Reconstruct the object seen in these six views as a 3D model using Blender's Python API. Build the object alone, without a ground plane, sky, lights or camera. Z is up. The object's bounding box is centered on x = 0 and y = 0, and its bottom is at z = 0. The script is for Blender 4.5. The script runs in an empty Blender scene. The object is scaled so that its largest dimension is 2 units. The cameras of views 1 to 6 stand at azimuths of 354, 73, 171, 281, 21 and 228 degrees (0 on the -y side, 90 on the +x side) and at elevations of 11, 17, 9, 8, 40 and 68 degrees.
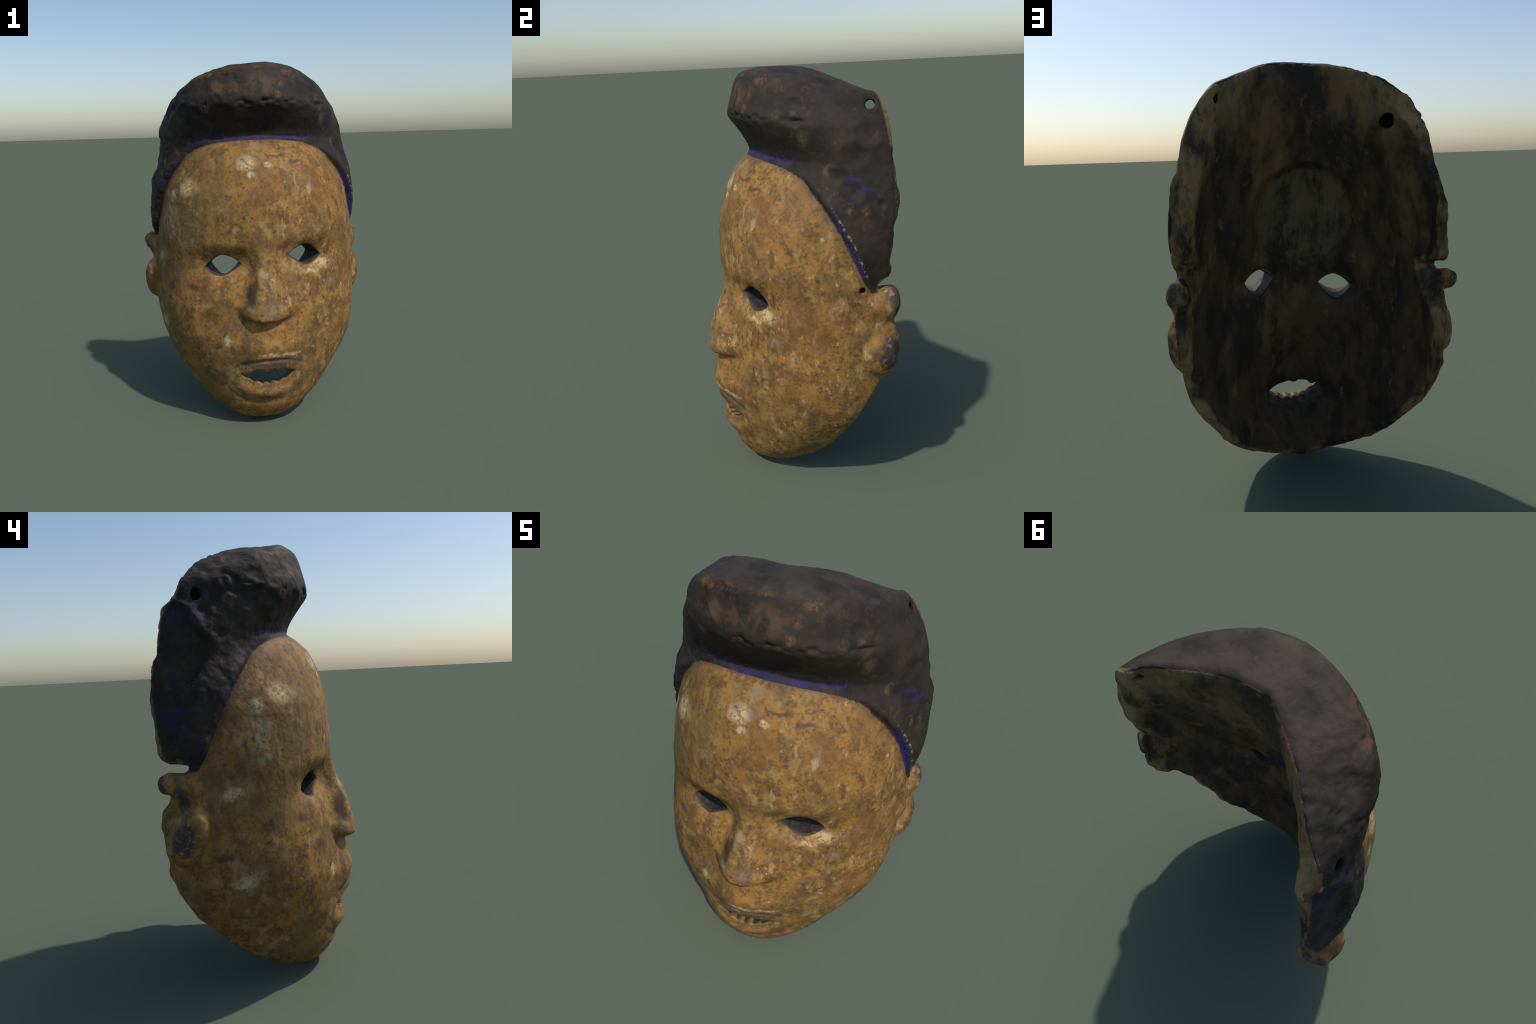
# Carved wooden face mask: a hollow half-shell head with a swept-up coiffure, ears,
# pierced eyes and mouth.  The body is one smooth implicit surface built from
# horizontal cross-sections (half super-ellipses), then split into named parts.
import bpy, math
import numpy as np
from mathutils import Vector

GRID = 0.006
F32 = np.float32

# ----------------------------------------------------------------- small maths kit
def curve(points, blur=0.012):
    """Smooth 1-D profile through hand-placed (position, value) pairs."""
    p = np.array(points, float)
    t = np.linspace(-0.1, 2.15, 2251)
    v = np.interp(t, p[:, 0], p[:, 1])
    r = int(4 * blur / 0.001) + 1
    k = np.exp(-0.5 * (np.arange(-r, r + 1) * 0.001 / blur) ** 2)
    v = np.convolve(np.pad(v, r, mode="edge"), k / k.sum(), "valid")
    return lambda z: np.interp(z, t, v).astype(F32)

def sstep(a, b, x):
    t = np.clip((x - a) / (b - a), 0, 1)
    return t * t * (3 - 2 * t)

def smin(a, b, k):
    h = np.clip(k - np.abs(a - b), 0, None) / k
    return np.minimum(a, b) - h * h * k * 0.25

def smax(a, b, k):
    return -smin(-a, -b, k)

def bump(x, z, cx, cz, rx, rz, p=2.0):
    return np.exp(-(np.abs((x - cx) / rx) ** p + np.abs((z - cz) / rz) ** p))

def hash3(i, j, k, seed):
    h = (i * 374761393 + j * 668265263 + k * 2147483647 + seed * 974634777) & 0xFFFFFFFF
    h = ((h ^ (h >> 13)) * 1274126177) & 0xFFFFFFFF
    h = ((h ^ (h >> 16)) * 2246822519) & 0xFFFFFFFF
    return ((h ^ (h >> 15)) & 0xFFFF) / 32767.5 - 1.0

def noise(p, scale, seed=0, stretch=(1, 1, 1)):
    """Smooth value noise in -1..1 at points p (n,3)."""
    q = p * scale * np.array(stretch)
    i = np.floor(q).astype(np.int64)
    f = q - i
    f = f * f * f * (f * (f * 6 - 15) + 10)
    out = 0
    for dx in (0, 1):
        for dy in (0, 1):
            for dz in (0, 1):
                w = (f[:, 0] if dx else 1 - f[:, 0]) * (f[:, 1] if dy else 1 - f[:, 1]) * (f[:, 2] if dz else 1 - f[:, 2])
                out = out + w * hash3(i[:, 0] + dx, i[:, 1] + dy, i[:, 2] + dz, seed)
    return out

def fbm(p, scale, octaves=3, seed=0, stretch=(1, 1, 1)):
    return sum(noise(p, scale * 2 ** o, seed + o, stretch) * 0.5 ** o for o in range(octaves))

# ----------------------------------------------------------------- profiles (heights in z)
FACE_FRONT = curve([(-.1, .05), (-.01, -.05), (0, -.13), (.012, -.19), (.03, -.228), (.07, -.260), (.12, -.287), (.17, -.301), (.22, -.304), (.3, -.305), (.4, -.308),
                    (.5, -.312), (.6, -.308), (.7, -.296), (.8, -.284), (.9, -.276), (1.0, -.279), (1.1, -.282), (1.2, -.280),
                    (1.3, -.268), (1.4, -.246), (1.46, -.226), (1.53, -.188), (1.58, -.135), (1.61, -.085), (1.7, .0), (1.85, .15)], .010)
FACE_LEFT = curve([(-.1, .01), (-.01, .05), (0, .12), (.03, .19), (.06, .25), (.14, .355), (.22, .425), (.31, .485), (.41, .535), (.51, .570), (.61, .590),
                   (.7, .594), (.9, .583), (1.05, .573), (1.15, .561), (1.2, .554), (1.3, .544), (1.4, .527), (1.5, .495), (1.58, .45), (1.65, .39), (1.8, .2)])
FACE_RIGHT = curve([(-.1, .01), (-.01, .05), (0, .12), (.03, .19), (.06, .25), (.14, .350), (.2, .403), (.28, .466), (.37, .530), (.45, .572), (.58, .598),
                    (.7, .612), (.9, .61), (1.05, .602), (1.15, .590), (1.2, .580), (1.3, .566), (1.4, .545), (1.5, .51), (1.58, .46), (1.65, .39), (1.8, .2)])
HAIR_FRONT = curve([(0, -.29), (1.3, -.275), (1.4, -.24), (1.5, -.16), (1.56, -.10), (1.60, -.086), (1.64, -.100), (1.68, -.126), (1.74, -.170),
                    (1.778, -.200), (1.80, -.202), (1.85, -.190), (1.92, -.172), (1.962, -.153), (1.985, -.126), (2.0, -.102), (2.1, -.08)], .0045)
HAIR_LEFT = curve([(0, .6), (1.05, .60), (1.12, .615), (1.22, .612), (1.36, .602), (1.46, .570), (1.52, .557), (1.57, .547), (1.64, .531), (1.71, .505),
                   (1.776, .474), (1.85, .450), (1.95, .415), (2.1, .38)])
HAIR_RIGHT = curve([(0, .6), (1.05, .60), (1.12, .622), (1.2, .634), (1.28, .634), (1.42, .614), (1.51, .588), (1.57, .572), (1.67, .549), (1.76, .506),
                    (1.855, .448), (1.95, .39), (2.1, .33)])
# hair lies behind this line: y as a function of height
HAIRLINE = curve([(0, .6), (1.0, .26), (1.04, .22), (1.1, .182), (1.18, .152), (1.26, .122), (1.31, .097), (1.39, .062), (1.465, .026), (1.53, -.005),
                  (1.565, -.05), (1.59, -.10), (1.62, -.22), (1.66, -.4), (2.1, -.6)], .006)
# the back edge of the shell
RIM_LEFT = curve([(-.1, -.2), (0, -.12), (.06, -.065), (.1, -.01), (.14, .05), (.2, .105), (.31, .195), (.41, .275), (.51, .328), (.61, .35), (.7, .364), (.82, .374),
                  (.875, .36), (.91, .32), (.97, .30), (1.02, .275), (1.045, .24), (1.078, .24), (1.090, .345), (1.12, .358), (1.22, .376), (1.36, .39), (1.46, .394),
                  (1.485, .39), (1.515, .372), (1.6, .364), (1.64, .358), (1.7, .34), (1.735, .305), (1.776, .284), (1.85, .27), (1.9, .26), (2.1, .2)], .006)
RIM_RIGHT = curve([(-.1, -.2), (0, -.12), (.06, -.065), (.1, -.005), (.185, .075), (.28, .115), (.371, .147), (.448, .176), (.577, .24), (.655, .29), (.75, .30), (.9, .27),
                   (1.0, .25), (1.07, .24), (1.095, .262), (1.12, .29), (1.15, .32), (1.2, .335), (1.28, .347), (1.42, .362), (1.513, .352), (1.57, .346),
                   (1.67, .335), (1.76, .335), (1.855, .338), (1.88, .33), (1.95, .29), (2.1, .2)], .006)
# centres of the cross-sections, without the notches of the rim
CENTRE_LEFT = curve([(-.1, -.1), (0, -.09), (.06, -.03), (.1, .02), (.14, .075), (.2, .13), (.31, .215), (.41, .285), (.51, .32), (.61, .335), (.8, .345), (1.1, .345), (1.36, .36), (1.5, .36),
                     (1.7, .32), (1.85, .28), (2.1, .25)], .04)
CENTRE_RIGHT = curve([(-.1, -.1), (0, -.09), (.06, -.03), (.1, .01), (.185, .075), (.28, .115), (.371, .147), (.448, .18), (.577, .24), (.7, .285), (.9, .30), (1.1, .31), (1.28, .33), (1.42, .345),
                      (1.6, .34), (1.85, .30), (2.1, .25)], .04)
# the hollow
HOLLOW_FRONT = curve([(-.1, .1), (0, -.06), (.05, -.12), (.1, -.165), (.2, -.215), (.3, -.225), (.4, -.21), (.5, -.18), (.6, -.148), (.7, -.126), (.8, -.11),
                      (.9, -.098), (1.0, -.088), (1.1, -.066), (1.2, -.046), (1.3, -.033), (1.4, -.02), (1.5, .002), (1.6, .027), (1.7, .055),
                      (1.8, .075), (1.9, .090), (2.0, .09), (2.1, .1)])
WALL_LEFT = curve([(-.1, .1), (.05, .06), (.3, .070), (.5, .068), (.9, .066), (1.08, .066), (1.2, .068), (1.45, .064), (1.55, .075), (1.66, .09), (1.75, .09), (1.85, .06), (2.1, .02)])
WALL_RIGHT = curve([(-.1, .1), (.05, .06), (.3, .055), (.6, .058), (.9, .055), (1.05, .065), (1.15, .10), (1.3, .12), (1.5, .11), (1.6, .11), (1.75, .09), (1.85, .06), (2.1, .02)])
TOP = curve([(-.1, 1.70), (.40, 1.75), (.5, 1.80), (.55, 1.83), (.6, 1.872), (.7, 1.934), (.79, 1.970), (.88, 1.990), (1.0, 2.001), (1.1, 2.003), (1.2, 1.985), (1.3, 1.944),
             (1.36, 1.918), (1.4, 1.905), (1.45, 1.87), (1.55, 1.78), (2.15, 1.4)], .02)       # indexed by x + 1

NOSE_X = 0.014
NOSE_H = curve([(.5, 0), (.60, .0), (.625, .02), (.638, .078), (.655, .086), (.683, .091), (.75, .089), (.83, .072), (.9, .050), (.96, .030), (1.03, .010), (1.1, 0)], .006)
NOSE_W = curve([(.5, .12), (.62, .140), (.66, .155), (.70, .152), (.75, .136), (.83, .114), (.9, .096), (1.0, .085), (1.1, .09)], .015)

def mix_side(x, left, right):
    w = sstep(-.35, .35, x)
    return left * (1 - w) + right * w

def section(x, y, back, front, width, n):
    """Radial distance to a half super-ellipse that opens at y = back."""
    depth = np.maximum(back - y, 0)
    g = (np.abs(x / width) ** n + (depth / np.maximum(back - front, .01)) ** n) ** (1 / n)
    return np.hypot(x, depth) * (1 - 1 / np.maximum(g, 1e-3))

def ellipsoid(x, y, z, c, r, tilt=0.0, turn=0.0):
    dx, dy, dz = x - c[0], y - c[1], z - c[2]
    a, b = math.cos(tilt), math.sin(tilt)
    dy, dz = a * dy - b * dz, b * dy + a * dz
    a, b = math.cos(turn), math.sin(turn)
    dx, dy = a * dx - b * dy, b * dx + a * dy
    k0 = np.sqrt((dx / r[0]) ** 2 + (dy / r[1]) ** 2 + (dz / r[2]) ** 2)
    k1 = np.sqrt((dx / r[0] ** 2) ** 2 + (dy / r[1] ** 2) ** 2 + (dz / r[2] ** 2) ** 2)
    return k0 * (k0 - 1) / np.maximum(k1, 1e-3)

def rod(x, y, z, a, b, ra, rb):
    a, b = np.array(a), np.array(b)
    d = b - a
    t = np.clip(((x - a[0]) * d[0] + (y - a[1]) * d[1] + (z - a[2]) * d[2]) / (d @ d), 0, 1)
    return np.sqrt((x - a[0] - t * d[0]) ** 2 + (y - a[1] - t * d[1]) ** 2 + (z - a[2] - t * d[2]) ** 2) - (ra + (rb - ra) * t)

EYES = [dict(c=(-.205, .921), w=.098, up=.056, dn=.056, tilt=.10, turn=-.018), dict(c=(.235, .966), w=.098, up=.055, dn=.058, tilt=-.08, turn=.030)]
TEETH = [(-.092, .022, .022, 1), (.004, .025, .019, 1), (.064, .017, .017, 1), (.122, .012, .010, 1),
         (-.085, .014, .007, -1), (-.040, .016, .010, -1), (.004, .014, .009, -1), (.046, .016, .011, -1), (.092, .013, .007, -1)]
MOUTH = dict(c=(.014, .324), w=.142)

def relief(x, z):
    """How far the face is raised toward the viewer (-y)."""
    b = 0
    # muzzle round the mouth, with the lips
    b = b + .056 * bump(x, z, .014, .475, .165, .080)
    b = b + .030 * bump(x, z, .014, .585, .13, .060)
    b = b + .030 * bump(x, z, .014, .35, .175, .12)
    b = b + .020 * bump(x, z, .016, .210 + 1.6 * (x - .016) ** 2, .17, .036)         # lower lip
    b = b - .007 * bump(x, z, .014, .150 + 1.2 * (x - .016) ** 2, .17, .02)
    lipz = .392 - 1.5 * (x - .03) ** 2
    b = b + .012 * bump(x, z, .03, lipz - .010, .165, .026, 4)                              # flat slanting upper lip
    b = b - .005 * bump(x, z, .03, lipz + .020, .165, .008) + .005 * bump(x, z, .03, lipz + .040, .17, .011)
    # nose: broad ridge widening to the wings, undercut below
    t = np.abs(x - NOSE_X) / NOSE_W(z)
    sag = z - .5 * (x - NOSE_X) ** 2
    b = b + NOSE_H(sag) * (1 - sstep(.22, 1.08, t))
    for s in (-1, 1):
        b = b + .015 * bump(x, sag, NOSE_X + s * .112, .674, .036, .036, 3)
    # eye sockets under the brow
    for s, cz, deep in ((-.205, .938, .058), (.235, .978, .038)):
        b = b - deep * bump(x, z, s, cz - .012, .15, .075, 2.4)
        b = b + .006 * bump(x, z, s, cz + .10, .17, .035)
    return b

def fields(x, y, z):
    """All components of the shape at once; negative inside."""
    rim = mix_side(x, RIM_LEFT(z), RIM_RIGHT(z)) - .65 * np.maximum(x - .545, 0) * sstep(1.1, 1.2, z)
    origin = np.maximum(mix_side(x, CENTRE_LEFT(z), CENTRE_RIGHT(z)), FACE_FRONT(z) + .05)
    yb = y + relief(x, z) * sstep(.25, .0, y)
    face = section(x, yb, origin, FACE_FRONT(z), mix_side(x, FACE_LEFT(z), FACE_RIGHT(z)), mix_side(x, 1.95 + .45 * sstep(.2, .5, z) - .02 * sstep(.95, 1.1, z) - .36 * sstep(1.25, 1.48, z), 1.92 + .31 * sstep(.35, .65, z) + .12 * sstep(.95, 1.12, z) - .34 * sstep(1.28, 1.5, z)))
    nh = mix_side(x, 2.00 + .38 * sstep(1.5, 1.62, z), 1.95 + .10 * sstep(1.5, 1.62, z) - .18 * sstep(1.74, 1.84, z))
    hw = mix_side(x, HAIR_LEFT(z), HAIR_RIGHT(z))
    # eroded hollow panel at the rear left of the hair
    ridge = np.interp(z, [1.05, 1.19, 1.31, 1.4, 1.49, 1.56, 1.62, 1.71, 1.76], [.30, .25, .23, .20, .15, .14, .19, .24, .34])
    hw = hw - .014 * sstep(-.35, -.45, x) * sstep(.0, .035, y - ridge) * sstep(1.08, 1.16, z) * sstep(1.76, 1.70, z)
    hw = hw + .016 * sstep(-.35, -.45, x) * np.exp(-((y - ridge + .02) / .03) ** 2) * sstep(1.3, 1.45, z) * sstep(1.78, 1.70, z)
    hair = section(x, y, np.maximum(origin, .25), HAIR_FRONT(z), hw, nh)
    hair = smax(hair, HAIRLINE(z) - y, .016)
    hair = smax(hair, z - TOP(x + 1) + .05 * np.maximum(y, 0) * sstep(-.1, .3, x), .028)
    outer = smin(face, hair, .012)
    ears = np.minimum(
        smin(smin(smin(rod(x, y, z, (-.545, .23, .975), (-.611, .330, 1.000), .058, .045), rod(x, y, z, (-.555, .24, .93), (-.60, .30, .97), .05, .042), .02), rod(x, y, z, (-.54, .20, .90), (-.565, .27, .89), .05, .03), .03),
             ellipsoid(x, y, z, (-.597, .256, .772), (.064, .084, .130), -.42), .025),
        smin(smin(ellipsoid(x, y, z, (.588, .287, .980), (.050, .062, .086), .1), rod(x, y, z, (.56, .22, .97), (.58, .30, .98), .06, .05), .03),
             smin(ellipsoid(x, y, z, (.602, .262, .762), (.054, .082, .116), .18), rod(x, y, z, (.57, .2, .87), (.585, .28, .87), .05, .04), .03), .03))
    ears = smax(ears, -ellipsoid(x, y, z, (-.640, .330, .925), (.075, .055, .034)), .015)
    # hollow
    hb = np.maximum(origin, .02)
    iw = np.where(x < 0, (FACE_LEFT(z) + (HAIR_LEFT(z) - FACE_LEFT(z)) * sstep(.95, 1.2, z)) - WALL_LEFT(z), (FACE_RIGHT(z) + (HAIR_RIGHT(z) - FACE_RIGHT(z)) * sstep(.95, 1.2, z)) - WALL_RIGHT(z))
    dish = .040 * sstep(1.06, .88, np.hypot((x + .02) / .26, (z - 1.27) / np.where(z > 1.27, .265, .22)))
    for e in EYES:
        dish = dish + .045 * bump(x, z, e["c"][0] - np.sign(e["c"][0]) * .01, e["c"][1], .115, .085)
    dish = dish + .030 * bump(x, z, .01, .32, .17, .07)
    dish = dish - .045 * bump(x, z, -.44, .74, .11, .20) - .022 * bump(x, z, -.46, 1.3, .08, .25) - .02 * bump(x, z, .0, 1.08, .07, .22) - .018 * bump(x, z, .46, .95, .10, .12)
    inner = section(x, y + dish, hb, HOLLOW_FRONT(z), np.maximum(iw, .02), mix_side(x, 1.36 + .38 * sstep(.4, .65, z) - .50 * sstep(1.1, 1.75, z), 1.24 + .34 * sstep(.55, 1.0, z) - .38 * sstep(1.25, 1.8, z)) + .05 * sstep(.4, .2, z))
    return dict(rim=y - rim, face=face, hair=hair, ears=ears, inner=inner, outer=outer)

def holes(x, y, z):
    d = 1e3
    for e in EYES:
        s = np.clip((y + .18) / .10, -.6, 1.5)                 # floor falls away toward the inside
        u = x - e["c"][0] + e["turn"] * s
        v = z - e["c"][1] - e["tilt"] * u
        q = np.abs(u) / (e["w"] * (1 - .18 * np.clip(s, 0, 1)))
        h = np.where(v > 0, e["up"] - .004 * s, e["dn"] + .022 * s) * np.maximum(1 - q ** 1.65, -3)
        d = np.minimum(d, (np.abs(v) - h) * .72)
    m = MOUTH
    u = (x - m["c"][0]) / m["w"]
    fall = np.maximum(y + .31, 0)
    top = m["c"][1] + .035 * (1 - np.abs(u) ** 3) + .15 * fall
    bot = m["c"][1] - .062 * (1 - np.abs(u) ** 2.2) - .28 * fall
    worn = sstep(-.25, -.27, y)
    for tx, tr, th, up in TEETH:
        nub = th * worn * np.exp(-np.abs((x - tx) / tr) ** 3)
        top, bot = (top - nub, bot) if up > 0 else (top, bot + nub)
    d = np.minimum(d, np.maximum(np.maximum(z - top, bot - z), (np.abs(u) - 1) * .06))
    d = np.where(y > .12, 1.0, d)
    # cord holes near the crown, and a small one by the ear
    d = np.minimum(d, rod(x, y, z, (.52, .235, 1.838), (.34, .345, 1.818), .022, .024) + .004 * np.sin(38 * x + 60 * z))
    d = np.minimum(d, rod(x, y, z, (-.53, .185, 1.785), (-.37, .235, 1.715), .019, .038) + .005 * np.sin(45 * x + 55 * z + 1))
    d = np.minimum(d, rod(x, y, z, (.62, .165, 1.055), (.54, .185, 1.052), .015, .012))
    return d

def solid(x, y, z):
    f = fields(x, y, z)
    shell = smax(f["outer"], f["rim"], .018)
    body = smin(shell, f["ears"], .022)
    body = smax(body, -f["inner"], .044)
    return smax(body, -holes(x, y, z), .010)

# ----------------------------------------------------------------- meshing (surface nets)
def surface_nets():
    ax = [np.arange(a, b, GRID, dtype=F32) for a, b in ((-.74, .74), (-.44, .44), (-.03, 2.04))]
    nx, ny, nz = map(len, ax)
    vol = np.empty((nx, ny, nz), F32)
    X, Y = ax[0][:, None, None], ax[1][None, :, None]
    for k in range(0, nz, 24):
        zz = ax[2][None, None, k:k + 24]
        vol[:, :, k:k + 24] = solid(X + 0 * Y + 0 * zz, Y + 0 * X + 0 * zz, zz + 0 * X + 0 * Y)
    vol[[0, -1]] = vol[:, [0, -1]] = 1
    vol[:, :, [0, -1]] = 1
    inside = vol < 0
    c = np.zeros((nx - 1, ny - 1, nz - 1), np.int8)
    corners = [(i, j, k) for i in (0, 1) for j in (0, 1) for k in (0, 1)]
    for i, j, k in corners:
        c += inside[i:nx - 1 + i, j:ny - 1 + j, k:nz - 1 + k]
    cell = np.argwhere((c > 0) & (c < 8))
    index = np.full(c.shape, -1, np.int32)
    index[tuple(cell.T)] = np.arange(len(cell))
    val = [vol[cell[:, 0] + i, cell[:, 1] + j, cell[:, 2] + k] for i, j, k in corners]
    total, count = np.zeros((len(cell), 3)), np.zeros(len(cell))
    for a in range(8):
        for b in range(a + 1, 8):
            if sum(p != q for p, q in zip(corners[a], corners[b])) != 1:
                continue
            cross = (val[a] < 0) != (val[b] < 0)
            t = np.where(cross, val[a] / np.where(cross, val[a] - val[b], 1), 0)
            pos = np.array(corners[a]) + t[:, None] * (np.array(corners[b]) - np.array(corners[a]))
            total += pos * cross[:, None]
            count += cross
    verts = (cell + total / count[:, None]) * GRID + np.array([a[0] for a in ax])
    quads = []
    for axis in range(3):
        lo = [slice(1, n - 1) for n in (nx, ny, nz)]
        hi = list(lo)
        lo[axis], hi[axis] = slice(0, (nx, ny, nz)[axis] - 1), slice(1, None)
        a, b = inside[tuple(lo)], inside[tuple(hi)]
        e = np.argwhere(a != b)
        flip = a[tuple(e.T)]
        off = np.ones(3, int)
        off[axis] = 0
        e = e + off
        u, v = (axis + 1) % 3, (axis + 2) % 3
        du, dv = np.eye(3, dtype=int)[u], np.eye(3, dtype=int)[v]
        q = np.stack([index[tuple((e - s * du - t * dv).T)] for s, t in ((0, 0), (1, 0), (1, 1), (0, 1))], 1)
        q = np.where(flip[:, None], q, q[:, ::-1])
        quads.append(q)
    return verts, np.concatenate(quads)

def gradient(p, h=.004):
    g = np.empty_like(p)
    for a in range(3):
        d = np.zeros(3)
        d[a] = h
        g[:, a] = (solid(*(p + d).T) - solid(*(p - d).T)) / (2 * h)
    return g

def keep_largest(verts, quads):
    """Drop loose crumbs."""
    label = np.arange(len(verts))
    while True:
        m = label[quads].min(1)
        new = label.copy()
        for c in range(4):
            np.minimum.at(new, quads[:, c], m)
        new = new[new]
        if (new == label).all():
            break
        label = new
    best = np.bincount(label).argmax()
    keep = label == best
    remap = np.cumsum(keep) - 1
    return verts[keep], remap[quads[keep[quads[:, 0]]]]

verts, quads = surface_nets()
verts, quads = keep_largest(verts, quads)
for _ in range(2):
    g = gradient(verts)
    s = solid(*verts.T)
    step = -(s / np.maximum((g ** 2).sum(1), .3))[:, None] * g
    length = np.linalg.norm(step, axis=1, keepdims=True)
    verts = verts + step * np.minimum(1, .004 / np.maximum(length, 1e-9))

# even out the net a little
nb = np.zeros_like(verts); cnt = np.zeros(len(verts))
for a in range(4):
    np.add.at(nb, quads[:, a], verts[quads[:, (a + 1) % 4]] + verts[quads[:, a - 1]])
    np.add.at(cnt, quads[:, a], 2)
verts = verts * .6 + .4 * nb / cnt[:, None]

def back_side(p):
    f = fields(*p.T)
    return np.maximum(np.maximum(-f["inner"] + .011, f["rim"] + .0045), (f["rim"] - f["inner"]) * .5 + .018)

def cut_along(verts, quads, phi):
    """Split the faces that the line phi = 0 crosses, so that parts meet on a clean edge."""
    sign = phi[quads] > 0
    mixed = sign.any(1) & ~sign.all(1)
    polys = quads[~mixed].tolist()
    extra, made = [], {}
    def crossing(a, b):
        key = (min(a, b), max(a, b))
        if key not in made:
            t = phi[a] / (phi[a] - phi[b])
            made[key] = len(verts) + len(extra)
            extra.append(verts[a] + t * (verts[b] - verts[a]))
        return made[key]
    for q in quads[mixed].tolist():
        ring = []
        for a, b in zip(q, q[1:] + q[:1]):
            ring.append((a, phi[a] > 0))
            if (phi[a] > 0) != (phi[b] > 0):
                ring.append((crossing(a, b), None))
        cuts = [i for i, r in enumerate(ring) if r[1] is None]
        if len(cuts) != 2:
            polys.append([r[0] for r in ring])
            continue
        i, j = cuts
        polys.append([r[0] for r in ring[i:j + 1]])
        polys.append([r[0] for r in ring[j:] + ring[:i + 1]])
    return np.vstack([verts, np.array(extra)]), polys

verts, polys = cut_along(verts, quads, back_side(verts))
g = gradient(verts)
norm = g / np.maximum(np.linalg.norm(g, axis=1, keepdims=True), 1e-6)
F = fields(*verts.T)

# ----------------------------------------------------------------- which part is which
x, y, z = verts.T
hole = holes(x, y, z)
phi = back_side(verts)
back = phi > -1e-6
is_ear = (F["ears"] < .004) & (F["face"] > .004)
is_hair = F["hair"] <= F["face"] + .004
outer_skin = ~is_ear & ~is_hair
in_hole = (hole > -.008) & (hole < .008) & (np.abs(F["face"]) > .010) & (y < .12)
lip_c = .385 - 1.4 * (x - .03) ** 2

part = np.zeros(len(verts), int)
NAMES = ["face", "hair", "hollow_back", "left_ear", "right_ear", "nose", "upper_lip", "lower_lip", "eye_opening", "mouth_opening"] + ["tooth"] * len(TEETH)
nose_t = np.abs(x - NOSE_X) / (NOSE_W(z) * 1.1)
part[outer_skin & (nose_t < 1) & (z > .61) & (z < 1.0) & (y < -.2)] = 5
part[outer_skin & (y < -.2) & (np.abs(x - .03) < .175) & (z < lip_c + .035) & (z > lip_c - .05)] = 6
part[outer_skin & (y < -.2) & (np.abs(x - .016) < .17) & (z < .315) & (z > .165 + .9 * (x - .016) ** 2)] = 7
part[is_hair] = 1
part[in_hole & (z > .7)] = 8
part[in_hole & (z < .5)] = 9
for k, (tx, tr, th, up) in enumerate(TEETH):
    lip_edge = (MOUTH["c"][1] + .030) if up > 0 else (MOUTH["c"][1] - .062 * (1 - np.abs((tx - MOUTH["c"][0]) / MOUTH["w"]) ** 2.2))
    near = (np.abs(x - tx) < tr) & (y < -.25) & (np.abs(z - lip_edge + up * th * .6) < th * .75) & (hole > -.012)
    part[near] = 10 + k
part[is_ear & (x < 0)] = 3
part[is_ear & (x > 0)] = 4
label = part.copy()
inside = .011 - F["inner"]
part[back & (part < 8)] = 2

# ----------------------------------------------------------------- carved and worn relief
d = .0009 * fbm(verts, 34, 2, 1) + .0022 * fbm(verts, 8, 2, 5)
hairy = (part == 1) * sstep(.0, .018, F["face"] - F["hair"])
# rough, chopped hair on the left, gouges along the lower edge of the brim
rough = hairy * (sstep(.1, -.35, x) * .9 + .1)
d += rough * (.006 * fbm(verts, 15, 3, 11) - .006 * np.maximum(noise(verts, 26, 14) - .25, 0))
edge = hairy * np.exp(-((z - 1.785 + .05 * (x * x)) / .020) ** 2) * sstep(.10, .0, y)
d -= edge * .026 * np.maximum(noise(verts, 25, 21, (1, 1, 1.8)) + .02, 0) * sstep(-.6, .2, noise(verts, 6, 22))
d += edge * .004 * noise(verts, 14, 23)
d -= hairy * .010 * np.exp(-((z - 1.955) / .012) ** 2) * np.maximum(noise(verts, 22, 25) - .1, 0) * (y < 0)
for cy, cz, r, h in ((.23, 1.711, .045, .010), (.173, 1.631, .05, .010), (.103, 1.528, .045, .014), (.146, 1.483, .042, .014), (.256, 1.429, .02, .010), (-.02, 1.84, .03, .010)):
    q = np.hypot(y - cy, z - cz) / r
    d -= hairy * (x > .2) * h * .75 * (sstep(1.25, .2, q) - .18 * np.exp(-((q - 1.2) / .25) ** 2))
q = np.hypot(y - .09, z - 1.80) / .035
d += hairy * (x < -.2) * .010 * sstep(1.1, .6, q)
# adze marks inside, nicked rim
inside_w = (part == 2).astype(float)
d += inside_w * (.005 * fbm(verts, 14, 2, 31, (1, 1, .45)) + .002 * noise(verts, 45, 35, (1, 1, .25)))
d += inside_w * sstep(-.05, -.01, F["rim"]) * .011 * fbm(verts, 13, 2, 41)
verts = verts + norm * d[:, None]
verts[:, 2] -= verts[:, 2].min()
verts[:, 2] *= 2.0 / verts[:, 2].max()

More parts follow.
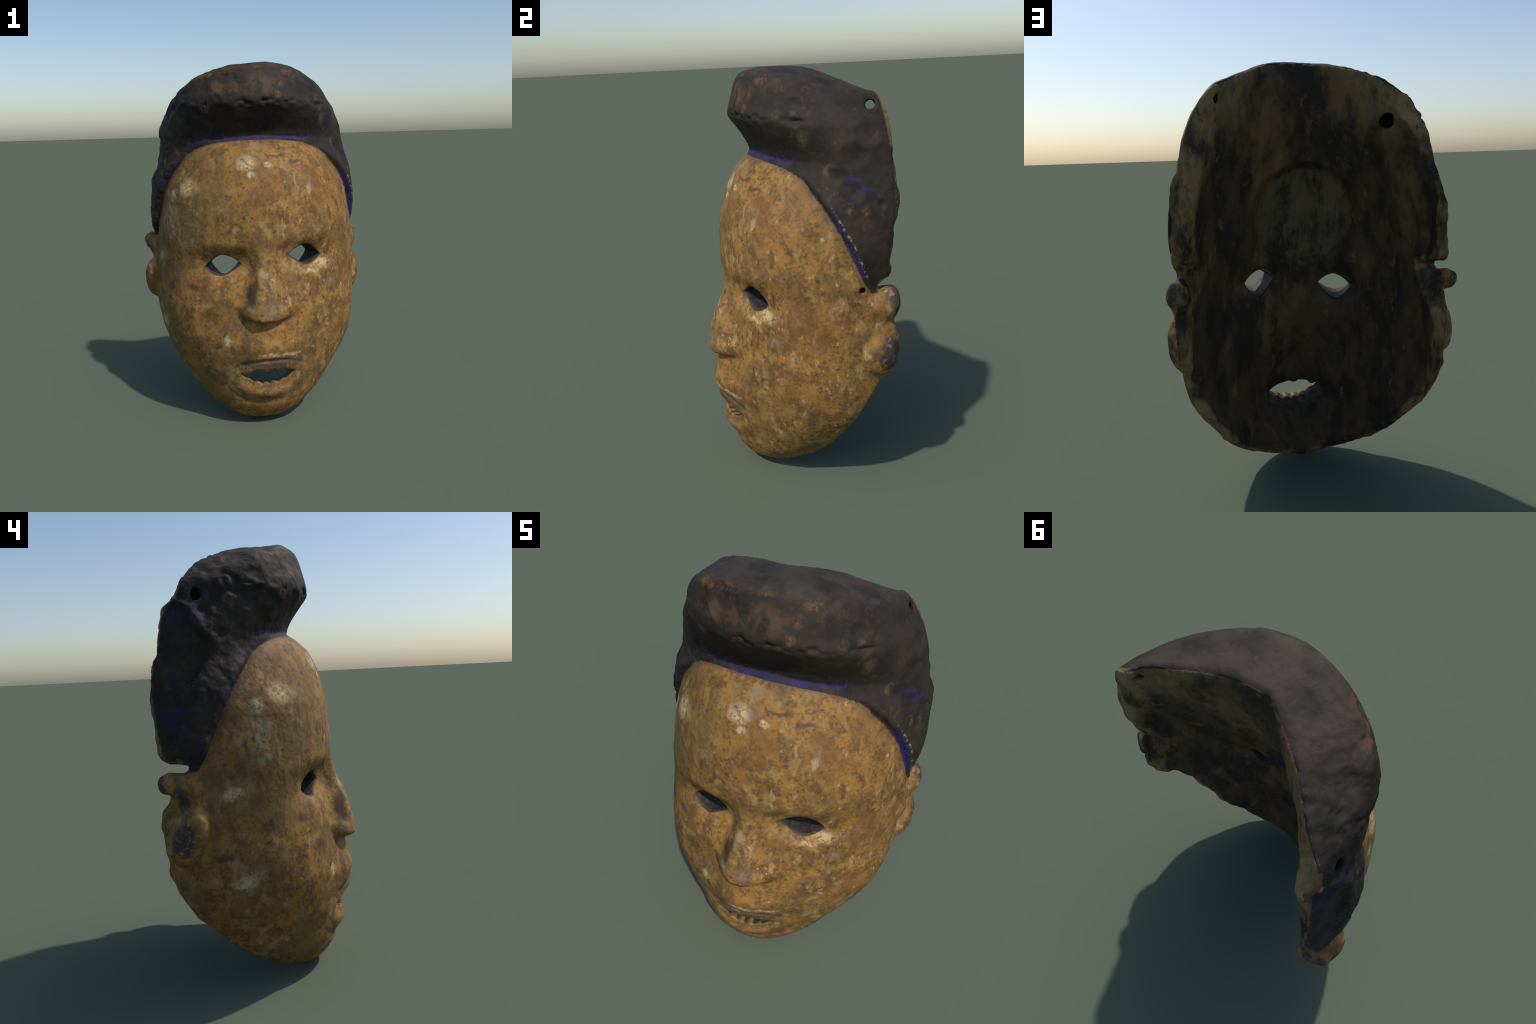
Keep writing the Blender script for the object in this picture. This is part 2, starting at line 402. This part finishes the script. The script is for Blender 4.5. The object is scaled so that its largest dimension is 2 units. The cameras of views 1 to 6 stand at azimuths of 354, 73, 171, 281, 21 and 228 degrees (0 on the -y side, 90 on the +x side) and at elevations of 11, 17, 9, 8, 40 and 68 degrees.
# ----------------------------------------------------------------- materials
class Sock:
    """A node socket (or a number) that can be combined with + - * and friends."""
    tree = None
    def __init__(self, s):
        self.s = s
    @staticmethod
    def node(kind):
        return Sock.tree.nodes.new(kind)
    @staticmethod
    def plug(value, socket):
        if isinstance(value, Sock):
            Sock.tree.links.new(value.s, socket)
        elif isinstance(value, (tuple, list)):
            socket.default_value = (*value, 1) if len(value) == 3 and socket.type == "RGBA" else value
        else:
            socket.default_value = value
    def op(self, kind, other=0.0):
        n = Sock.node("ShaderNodeMath")
        n.operation = kind
        Sock.plug(self, n.inputs[0])
        Sock.plug(other, n.inputs[1])
        return Sock(n.outputs[0])
    def __add__(self, o): return self.op("ADD", o)
    def __sub__(self, o): return self.op("SUBTRACT", o)
    def __mul__(self, o): return self.op("MULTIPLY", o)
    def max(self, o): return self.op("MAXIMUM", o)
    def min(self, o): return self.op("MINIMUM", o)
    def abs(self): return self.op("ABSOLUTE")
    def inv(self):
        return (self * -1.0) + 1.0
    def step(self, a, b):
        """Smooth 0..1 as the value goes from a to b (a may exceed b)."""
        n = Sock.node("ShaderNodeMapRange")
        n.interpolation_type = "SMOOTHSTEP"
        lo, hi, flip = (a, b, False) if a < b else (b, a, True)
        Sock.plug(self, n.inputs["Value"])
        n.inputs["From Min"].default_value, n.inputs["From Max"].default_value = lo, hi
        n.inputs["To Min"].default_value, n.inputs["To Max"].default_value = (1, 0) if flip else (0, 1)
        return Sock(n.outputs[0])
    def band(self, centre, half, soft):
        return (self - centre).abs().step(half + soft, half - soft)

def blend(a, b, fac):
    n = Sock.node("ShaderNodeMix")
    n.data_type = "RGBA"
    Sock.plug(fac, n.inputs[0])
    Sock.plug(a, n.inputs[6])
    Sock.plug(b, n.inputs[7])
    return Sock(n.outputs[2])

def vec(kind, a, b):
    n = Sock.node("ShaderNodeVectorMath")
    n.operation = kind
    Sock.plug(a, n.inputs[0])
    Sock.plug(b, n.inputs[1])
    return Sock(n.outputs["Value"] if kind in ("LENGTH", "DISTANCE") else n.outputs[0])

def grain(p, scale, detail=4, rough=.55, stretch=None, offset=0.0):
    if stretch or offset:
        m = Sock.node("ShaderNodeMapping")
        m.inputs["Scale"].default_value = stretch or (1, 1, 1)
        m.inputs["Location"].default_value = (offset, offset * .7, -offset)
        Sock.plug(p, m.inputs["Vector"])
        p = Sock(m.outputs[0])
    n = Sock.node("ShaderNodeTexNoise")
    Sock.plug(p, n.inputs["Vector"])
    n.inputs["Scale"].default_value, n.inputs["Detail"].default_value, n.inputs["Roughness"].default_value = scale, detail, rough
    return Sock(n.outputs["Fac"])

def start(name):
    m = bpy.data.materials.new(name)
    m.use_nodes = True
    Sock.tree = m.node_tree
    tc = Sock.node("ShaderNodeTexCoord")
    p = Sock(tc.outputs["Object"])
    sep = Sock.node("ShaderNodeSeparateXYZ")
    Sock.plug(p, sep.inputs[0])
    n = Sock.node("ShaderNodeTexNoise")                       # ragged edges for every patch
    Sock.plug(p, n.inputs["Vector"])
    n.inputs["Scale"].default_value, n.inputs["Detail"].default_value = 26, 4
    off = vec("MULTIPLY", vec("SUBTRACT", Sock(n.outputs["Color"]), (.5, .5, .5)), (.05, .05, .05))
    return m, p, vec("ADD", p, off), *(Sock(o) for o in sep.outputs)

def finish(m, colour, rough, height, depth):
    b = m.node_tree.nodes["Principled BSDF"]
    Sock.plug(colour, b.inputs["Base Color"])
    Sock.plug(rough, b.inputs["Roughness"])
    b.inputs["Specular IOR Level"].default_value = .22
    n = Sock.node("ShaderNodeBump")
    n.inputs["Strength"].default_value = 1.0
    n.inputs["Distance"].default_value = depth
    Sock.plug(height, n.inputs["Height"])
    Sock.plug(Sock(n.outputs[0]), b.inputs["Normal"])
    return m

def patches(p, items, soft=.35):
    """Union of ragged blobs: (x, y, z, radius across, radius up)."""
    out = None
    for cx, cy, cz, r, h in items:
        d = vec("MULTIPLY", vec("SUBTRACT", p, (cx, cy, cz)), (1 / r, 1 / r, 1 / h))
        k = vec("LENGTH", d, (0, 0, 0)).step(1 + soft, 1 - soft)
        out = k if out is None else out.max(k)
    return out

GREY_SPOTS = [(-.083, -.209, 1.489, .026, .022), (-.015, -.171, 1.555, .034, .022), (.005, -.209, 1.494, .040, .022), (.277, -.191, 1.394, .016, .022),
              (.270, -.205, 1.345, .016, .040), (-.001, -.337, .869, .022, .028), (.03, -.386, .715, .050, .040), (-.084, -.353, .685, .035, .020),
              (-.178, -.298, .570, .016, .050), (-.486, -.055, 1.151, .055, .090), (-.493, -.035, 1.224, .045, .06), (.39, -.17, .80, .03, .02), (.47, -.1, .95, .02, .03),
              (-.53, .02, .60, .06, .03)]
CREAM_SPOTS = [(.047, -.225, 1.459, .025, .016), (-.047, -.242, 1.408, .025, .020), (.27, -.21, 1.325, .016, .030), (-.2, -.303, .520, .020, .030), (-.001, -.337, .885, .016, .016),
               (.34, -.193, .912, .050, .030), (.28, -.21, .875, .035, .012), (-.479, -.042, 1.30, .040, .035), (-.557, .083, .941, .026, .026), (-.544, .048, .944, .02, .022),
               (.02, -.37, .452, .05, .012), (.15, -.345, .440, .06, .010), (-.40, -.12, 1.35, .05, .05), (-.19, -.20, .858, .012, .02), (-.52, .05, .56, .05, .03), (.521, .014, 1.289, .010, .012),
               (-.07, -.225, 1.475, .05, .035)]
DARK_SPOTS = [(-.285, -.177, 1.432, .024, .020), (-.23, -.203, 1.425, .018, .014), (-.406, -.113, 1.362, .022, .026), (.11, -.197, 1.505, .055, .010), (.21, -.184, 1.468, .045, .009),
              (.184, -.235, 1.352, .008, .008), (-.168, -.267, 1.11, .014, .012), (.032, -.306, .946, .012, .016), (.387, -.17, .908, .012, .008), (-.449, -.08, 1.315, .024, .026),
              (-.493, -.064, .796, .034, .022), (-.569, .113, .679, .04, .02), (-.36, -.18, .80, .03, .025), (-.06, -.335, .80, .032, .085), (-.083, -.209, 1.487, .014, .011)]
LIP_DARK = [(-.095, -.335, .396, .050, .020), (-.03, -.355, .402, .050, .017), (.09, -.35, .402, .080, .024), (.180, -.31, .384, .042, .024)]
LIP_PINK = [(.096, -.315, .232, .06, .02), (-.05, -.321, .215, .05, .016), (.02, -.325, .215, .06, .014), (-.12, -.29, .255, .03, .02)]
ORANGE_SPOTS = [(.134, -.16, 1.897, .020, .026), (.122, -.185, 1.829, .016, .018), (.177, -.114, 1.945, .028, .018), (-.151, -.116, 1.955, .045, .018), (-.263, -.129, 1.759, .022, .014),
                (-.242, -.099, 1.931, .05, .018), (.002, -.127, 1.97, .03, .010), (.598, .185, 1.409, .018, .024), (.572, .121, 1.423, .02, .022), (.517, .077, 1.489, .014, .02),
                (-.28, -.06, 1.925, .035, .03), (.46, .07, 1.57, .014, .02), (-.50, .10, 1.50, .012, .06), (-.52, .09, 1.38, .010, .05), (.43, .29, 1.80, .02, .02)]
BROWN_PATCHES = [(.374, -.017, 1.805, .04, .03), (.383, -.002, 1.691, .025, .04), (.30, -.08, 1.93, .06, .03), (.0, -.17, 1.88, .12, .05), (-.2, -.14, 1.86, .06, .04), (.55, .2, 1.35, .05, .03), (.45, .22, 1.70, .05, .03)]

def float_curve(value, profile, lo, hi, vlo, vhi, count=14):
    """Same profile as the geometry uses, as a node."""
    n = Sock.node("ShaderNodeFloatCurve")
    c = n.mapping.curves[0]
    for k in range(count):
        t = k / (count - 1)
        v = (float(profile(lo + t * (hi - lo))) - vlo) / (vhi - vlo)
        v = min(max(v, 0), 1)
        if k in (0, count - 1):
            c.points[0 if k == 0 else -1].location = (t, v)
        else:
            c.points.new(t, v)
    n.mapping.update()
    Sock.plug((value - lo) * (1 / (hi - lo)), n.inputs["Value"])
    return Sock(n.outputs[0]) * (vhi - vlo) + vlo

def mix_rim(x, z):
    l = float_curve(z, RIM_LEFT, 0, 2.0, -.15, .40, 40)
    r = float_curve(z, RIM_RIGHT, 0, 2.0, -.15, .40, 40)
    return l + (r - l) * x.step(-.35, .35)

def eye_mask(x, y, z):
    out = None
    for e in EYES:
        s = ((y + .18) * 10.0).max(-.6).min(1.5)
        u = (x - e["c"][0]) + s * e["turn"]
        v = (z - e["c"][1]) - u * e["tilt"]
        q = u.abs().op("DIVIDE", ((s.max(0.0).min(1.0)) * -.18 + 1.0) * e["w"])
        k = (q.op("POWER", 1.65) * -1.0 + 1.0).max(-3.0)
        upper, lower = s * -.004 + e["up"], s * .022 + e["dn"]
        h = (lower + (upper - lower) * v.step(-.002, .002)) * k
        m = (v.abs() - h).step(.011, .004)
        out = m if out is None else out.max(m)
    return out * y.step(.10, .08)

def painted_wood(name, with_hair, ear=False):
    m, p, w, x, y, z = start(name)
    fine = grain(p, 62, 5, .62)
    mid = grain(p, 15, 6, .62, (1, 1, .8), 3.1)
    big = grain(p, 5.5, 3, .5, None, 7.7)
    side = x.abs().step(.30, .52)
    # --- ochre face paint, worn down to brown
    col = blend((.285, .146, .034), (.190, .103, .032), big.step(.42, .58))
    col = blend(col, (.100, .056, .022), (mid * .6 + fine * .4).step(.42, .60) * .88)
    col = blend(col, (.055, .035, .023), (grain(p, 30, 5, .65, None, 41) * .6 + fine * .4).step(.52, .64) * .62)
    # mottling comes and goes; smooth ochre near the hairline and round the nose and upper lip
    calm = patches(w, [(.0, -.2, 1.53, .5, .07), (.42, -.05, 1.40, .16, .14), (.10, -.33, .60, .16, .10), (-.02, -.33, .55, .14, .08), (-.05, -.27, 1.04, .2, .05), (.15, -.25, .88, .08, .06)], .5)
    zone = (grain(p, 4.5, 4, .6, None, 27) * 1.0 - calm * .14).step(.36, .58) * .75 + .25
    cells = grain(p, 24, 5, .6, (1, 1, .75), 33)
    col = blend(col, (.330, .195, .064), (cells * .8 + big * .2).step(.47, .63) * zone * .65)
    col = blend(col, (.375, .255, .102), (grain(p, 19, 6, .66, (1, 1, .7), 11) * .7 + cells * .3).step(.51, .64) * (zone * .8 + .2) * .62)
    col = blend(col, (.49, .375, .205), (grain(p, 42, 4, .6, (1, 1, .6), 5) * .8 + x.step(-.5, .6) * .05 + zone * .06).step(.57, .67) * .62)
    rust = (grain(p, 4.0, 3, .5, None, 21.0)).step(.52, .68)
    col = blend(col, (.175, .075, .022), rust * .55 * z.step(1.0, 1.25).max(side * .7))
    # darker olive mottling low on the cheeks and on the left side
    olive_tone = grain(p, 3.5, 4, .6, None, 14).step(.42, .66) * (x.step(.1, -.5).max(z.step(.55, .2)))
    col = blend(col, (.115, .080, .028), olive_tone * .6)
    col = blend(col, (.28, .24, .150), patches(w, GREY_SPOTS[9:11] + GREY_SPOTS[13:], .6) * grain(p, 30, 4, .6, None, 2).step(.40, .60) * .8)
    col = blend(col, (.50, .385, .205), patches(w, CREAM_SPOTS, .5) * fine.step(.36, .54) * .85)
    col = blend(col, (.195, .148, .098), patches(w, GREY_SPOTS[:9] + GREY_SPOTS[11:13], .5) * (cells * .5 + fine * .5).step(.40, .56) * .85)
    col = blend(col, (.070, .042, .029), patches(w, DARK_SPOTS, .4) * .8)
    col = blend(col, (.070, .054, .040), patches(w, LIP_DARK, .35) * (mid * .5 + fine * .5).step(.34, .48) * .9)
    col = blend(col, (.29, .15, .105), patches(w, LIP_PINK, .5) * fine.step(.38, .55) * .75)
    if ear:
        dark = patches(w, [(.640, .32, 1.01, .050, .075), (.655, .285, .765, .055, .085), (-.665, .26, .775, .050, .085), (-.64, .36, 1.0, .035, .05), (-.62, .28, .93, .05, .05), (.60, .39, .80, .03, .08)], .25)
        col = blend(col, (.055, .038, .035), dark * .92)
        col = blend(col, (.24, .19, .15), dark * grain(p, 38, 3, .6, None, 9).step(.56, .66) * .6)
        col = blend(col, (.36, .20, .055), patches(w, [(.60, .25, .98, .03, .06), (.60, .22, .83, .04, .05), (-.62, .31, 1.0, .02, .02), (-.60, .2, .86, .03, .04)], .5) * .6)
    wall = blend((.030, .025, .022), (.062, .047, .039), fine.step(.4, .62))
    wall = blend(wall, (.05, .042, .10), mid.step(.50, .64) * y.step(-.15, -.19) * .45)
    col = blend(col, wall, eye_mask(x + (fine - .5) * .006, y, z + (fine - .5) * .008))
    edge = (y - mix_rim(x, z)) + (fine - .5) * .02
    if with_hair:
        line = float_curve(z, HAIRLINE, 1.05, 1.66, -.45, .30)
        d = (y - line) + (grain(p, 55, 4, .6, None, 4) - .5) * .022
        hair = d.step(-.012, -.004).max(z.step(1.66, 1.67)) * z.step(1.035, 1.05)
        # --- dark hair paint
        hc = blend((.0180, .0143, .0115), (.031, .0235, .0180), grain(p, 7, 4, .6, None, 6).step(.42, .66))
        hc = blend(hc, (.072, .046, .028), (grain(p, 15, 5, .65, None, 8) * .6 + fine * .4).step(.545, .64) * .55)
        hc = blend(hc, (.10, .062, .038), patches(w, BROWN_PATCHES, .6) * mid.step(.40, .58) * .7)
        hc = blend(hc, (.20, .095, .026), patches(w, ORANGE_SPOTS, .7) * (fine * .5 + mid * .5).step(.42, .58) * .55)
        nz = Sock.node("ShaderNodeSeparateXYZ")
        Sock.plug(Sock(Sock.node("ShaderNodeNewGeometry").outputs["Normal"]), nz.inputs[0])
        top_tone = Sock(nz.outputs[2]).step(.55, .9) * z.step(1.80, 1.86) * grain(p, 9, 4, .6, None, 51).step(.30, .60)
        hc = blend(hc, (.062, .046, .036), top_tone * .6)                # paler brown on the upward-facing crown
        # blue: along the hairline and on the rear left panel
        blue = (.028, .021, .150)
        front = (z + (grain(p, 40, 4, .6, (1, 1, .3), 17) - .5) * .06).band(1.598, .006, .018) * x.abs().step(.38, .28) * y.step(.02, -.02)
        right = d.band(.000, .006, .006) * x.step(.40, .48) * z.step(1.44, 1.30) * z.step(1.10, 1.13)
        left = d.band(.008, .012, .012) * x.step(-.25, -.40) * grain(p, 13, 3, .5, None, 19).step(.48, .62) * .22
        panel = grain(p, 8, 3, .5, None, 12).step(.50, .64) * x.step(-.42, -.50) * y.step(.14, .22) * .16
        fleck = patches(w, [(.55, .15, 1.525, .035, .018), (.57, .20, 1.49, .04, .010)], .6) * .35
        hc = blend(hc, blue, left.max(panel).max(fleck))
        col = blend(col, (.10, .062, .030), d.band(-.012, .016, .012) * .5 * z.step(1.05, 1.1))
        col = blend(col, hc, hair)
        col = blend(col, blue, front.max(right) * fine.step(.36, .54) * .85)
        col = blend(col, (.42, .38, .28), d.band(.012, .004, .003) * x.step(.42, .5) * z.step(1.45, 1.38) * z.step(1.10, 1.14) * fine.step(.48, .60) * .5)
        col = blend(col, (.20, .125, .055), edge.step(-.019, -.009) * mid.step(.38, .54) * .8)
        rough = hair * .06 + .64
    else:
        rough = fine * .1 + .60
    return finish(m, col, rough, fine * .5 + mid * .5, .004)

def bare_wood(name):
    m, p, w, x, y, z = start(name)
    streak = grain(p, 9, 6, .65, (1, 1, .45), 2.3)
    fine = grain(p, 45, 5, .6, (1, 1, .4))
    big = grain(p, 3.6, 4, .55, (1, 1, .7), 5.5)
    col = blend((.030, .022, .015), (.078, .050, .026), streak.step(.40, .60))
    tan = (big * .55 + streak * .45)
    up = z.step(.95, 1.6) * .07
    col = blend(col, (.165, .098, .042), (tan + up).step(.55, .68) * .8)
    col = blend(col, (.21, .115, .045), grain(p, 17, 5, .6, (1, 1, .5), 9).step(.60, .70) * .6)
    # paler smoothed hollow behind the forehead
    dish = vec("LENGTH", vec("MULTIPLY", vec("SUBTRACT", p, (-.02, -.1, 1.27)), (1 / .25, .5, 1 / .25)), (0, 0, 0)).step(1.05, .85)
    col = blend(col, (.140, .108, .062), dish * (streak * .5 + fine * .5).step(.38, .62) * .7)
    # raw edge of the shell, rubbed pale
    edge_l = y - float_curve(z, RIM_LEFT, 0, 2.0, -.15, .40, 40)
    edge_r = y - float_curve(z, RIM_RIGHT, 0, 2.0, -.15, .40, 40)
    pale_l = edge_l.step(-.020, -.006) * x.step(.0, -.1)
    pale_r = edge_r.step(-.075, -.02) * x.step(.0, .1) * z.step(.9, 1.1).max(edge_r.step(-.025, -.01))
    crown = z.step(1.66, 1.86) * x.abs().step(.12, .34)
    pale = pale_l.max(pale_r).max(crown * .8) * (streak * .4 + big * .4 + fine * .2).step(.42, .56)
    col = blend(col, (.255, .168, .074), pale * .9)
    col = blend(col, (.06, .038, .028), pale * grain(p, 20, 3, .5, None, 31).step(.60, .68) * .9)
    return finish(m, col, fine * .1 + .68, fine * .4 + streak * .6, .006)

def eye_wall(name):
    m, p, w, x, y, z = start(name)
    fine = grain(p, 50, 4, .6)
    col = blend((.036, .029, .025), (.070, .052, .042), fine.step(.4, .62))
    col = blend(col, (.05, .04, .10), grain(p, 14, 3, .5, None, 4).step(.52, .66) * y.step(-.15, -.19) * z.step(.6, .7) * .5)
    return finish(m, col, .7, fine, .003)

skin = painted_wood("painted_wood", True)
earmat = painted_wood("painted_ear", False, ear=True)
inmat = bare_wood("bare_wood")
wallmat = eye_wall("dark_opening")
MATS = [skin, skin, inmat, earmat, earmat, skin, skin, skin, skin, wallmat] + [skin] * len(TEETH)

# ----------------------------------------------------------------- objects
root = bpy.data.objects.new("carved_mask", None)
bpy.context.collection.objects.link(root)
root["label"] = "old carved wooden face mask, ochre face, dark swept-up hair"
root["category"] = "wooden mask"

whole = bpy.data.meshes.new("whole")
whole.from_pydata(verts.tolist(), [], polys)
whole.update()
vn = np.empty(len(verts) * 3, F32)
whole.vertex_normals.foreach_get("vector", vn)
vn = vn.reshape(-1, 3)
bpy.data.meshes.remove(whole)

def part_of(f):
    k = np.bincount(label[f]).argmax()
    if k in (3, 4):                                  # the backs of the ears stay with the ears
        return 2 if inside[f].mean() > 0 else k
    return 2 if k < 8 and phi[f].mean() > 0 else k

face_part = [part_of(f) for f in polys]
for i, name in enumerate(NAMES):
    q = [f for f, k in zip(polys, face_part) if k == i]
    if not q:
        continue
    used = sorted({v for f in q for v in f})
    new = {v: n for n, v in enumerate(used)}
    me = bpy.data.meshes.new(name)
    me.from_pydata(verts[used].tolist(), [], [[new[v] for v in f] for f in q])
    me.polygons.foreach_set("use_smooth", [True] * len(q))
    me.materials.append(MATS[i])
    me.update()
    me.normals_split_custom_set_from_vertices(vn[used].tolist())
    ob = bpy.data.objects.new({"left_ear": "ear", "right_ear": "ear"}.get(name, name), me)
    bpy.context.collection.objects.link(ob)
    ob.parent = root
print("VERTS", len(verts), verts.min(0), verts.max(0))
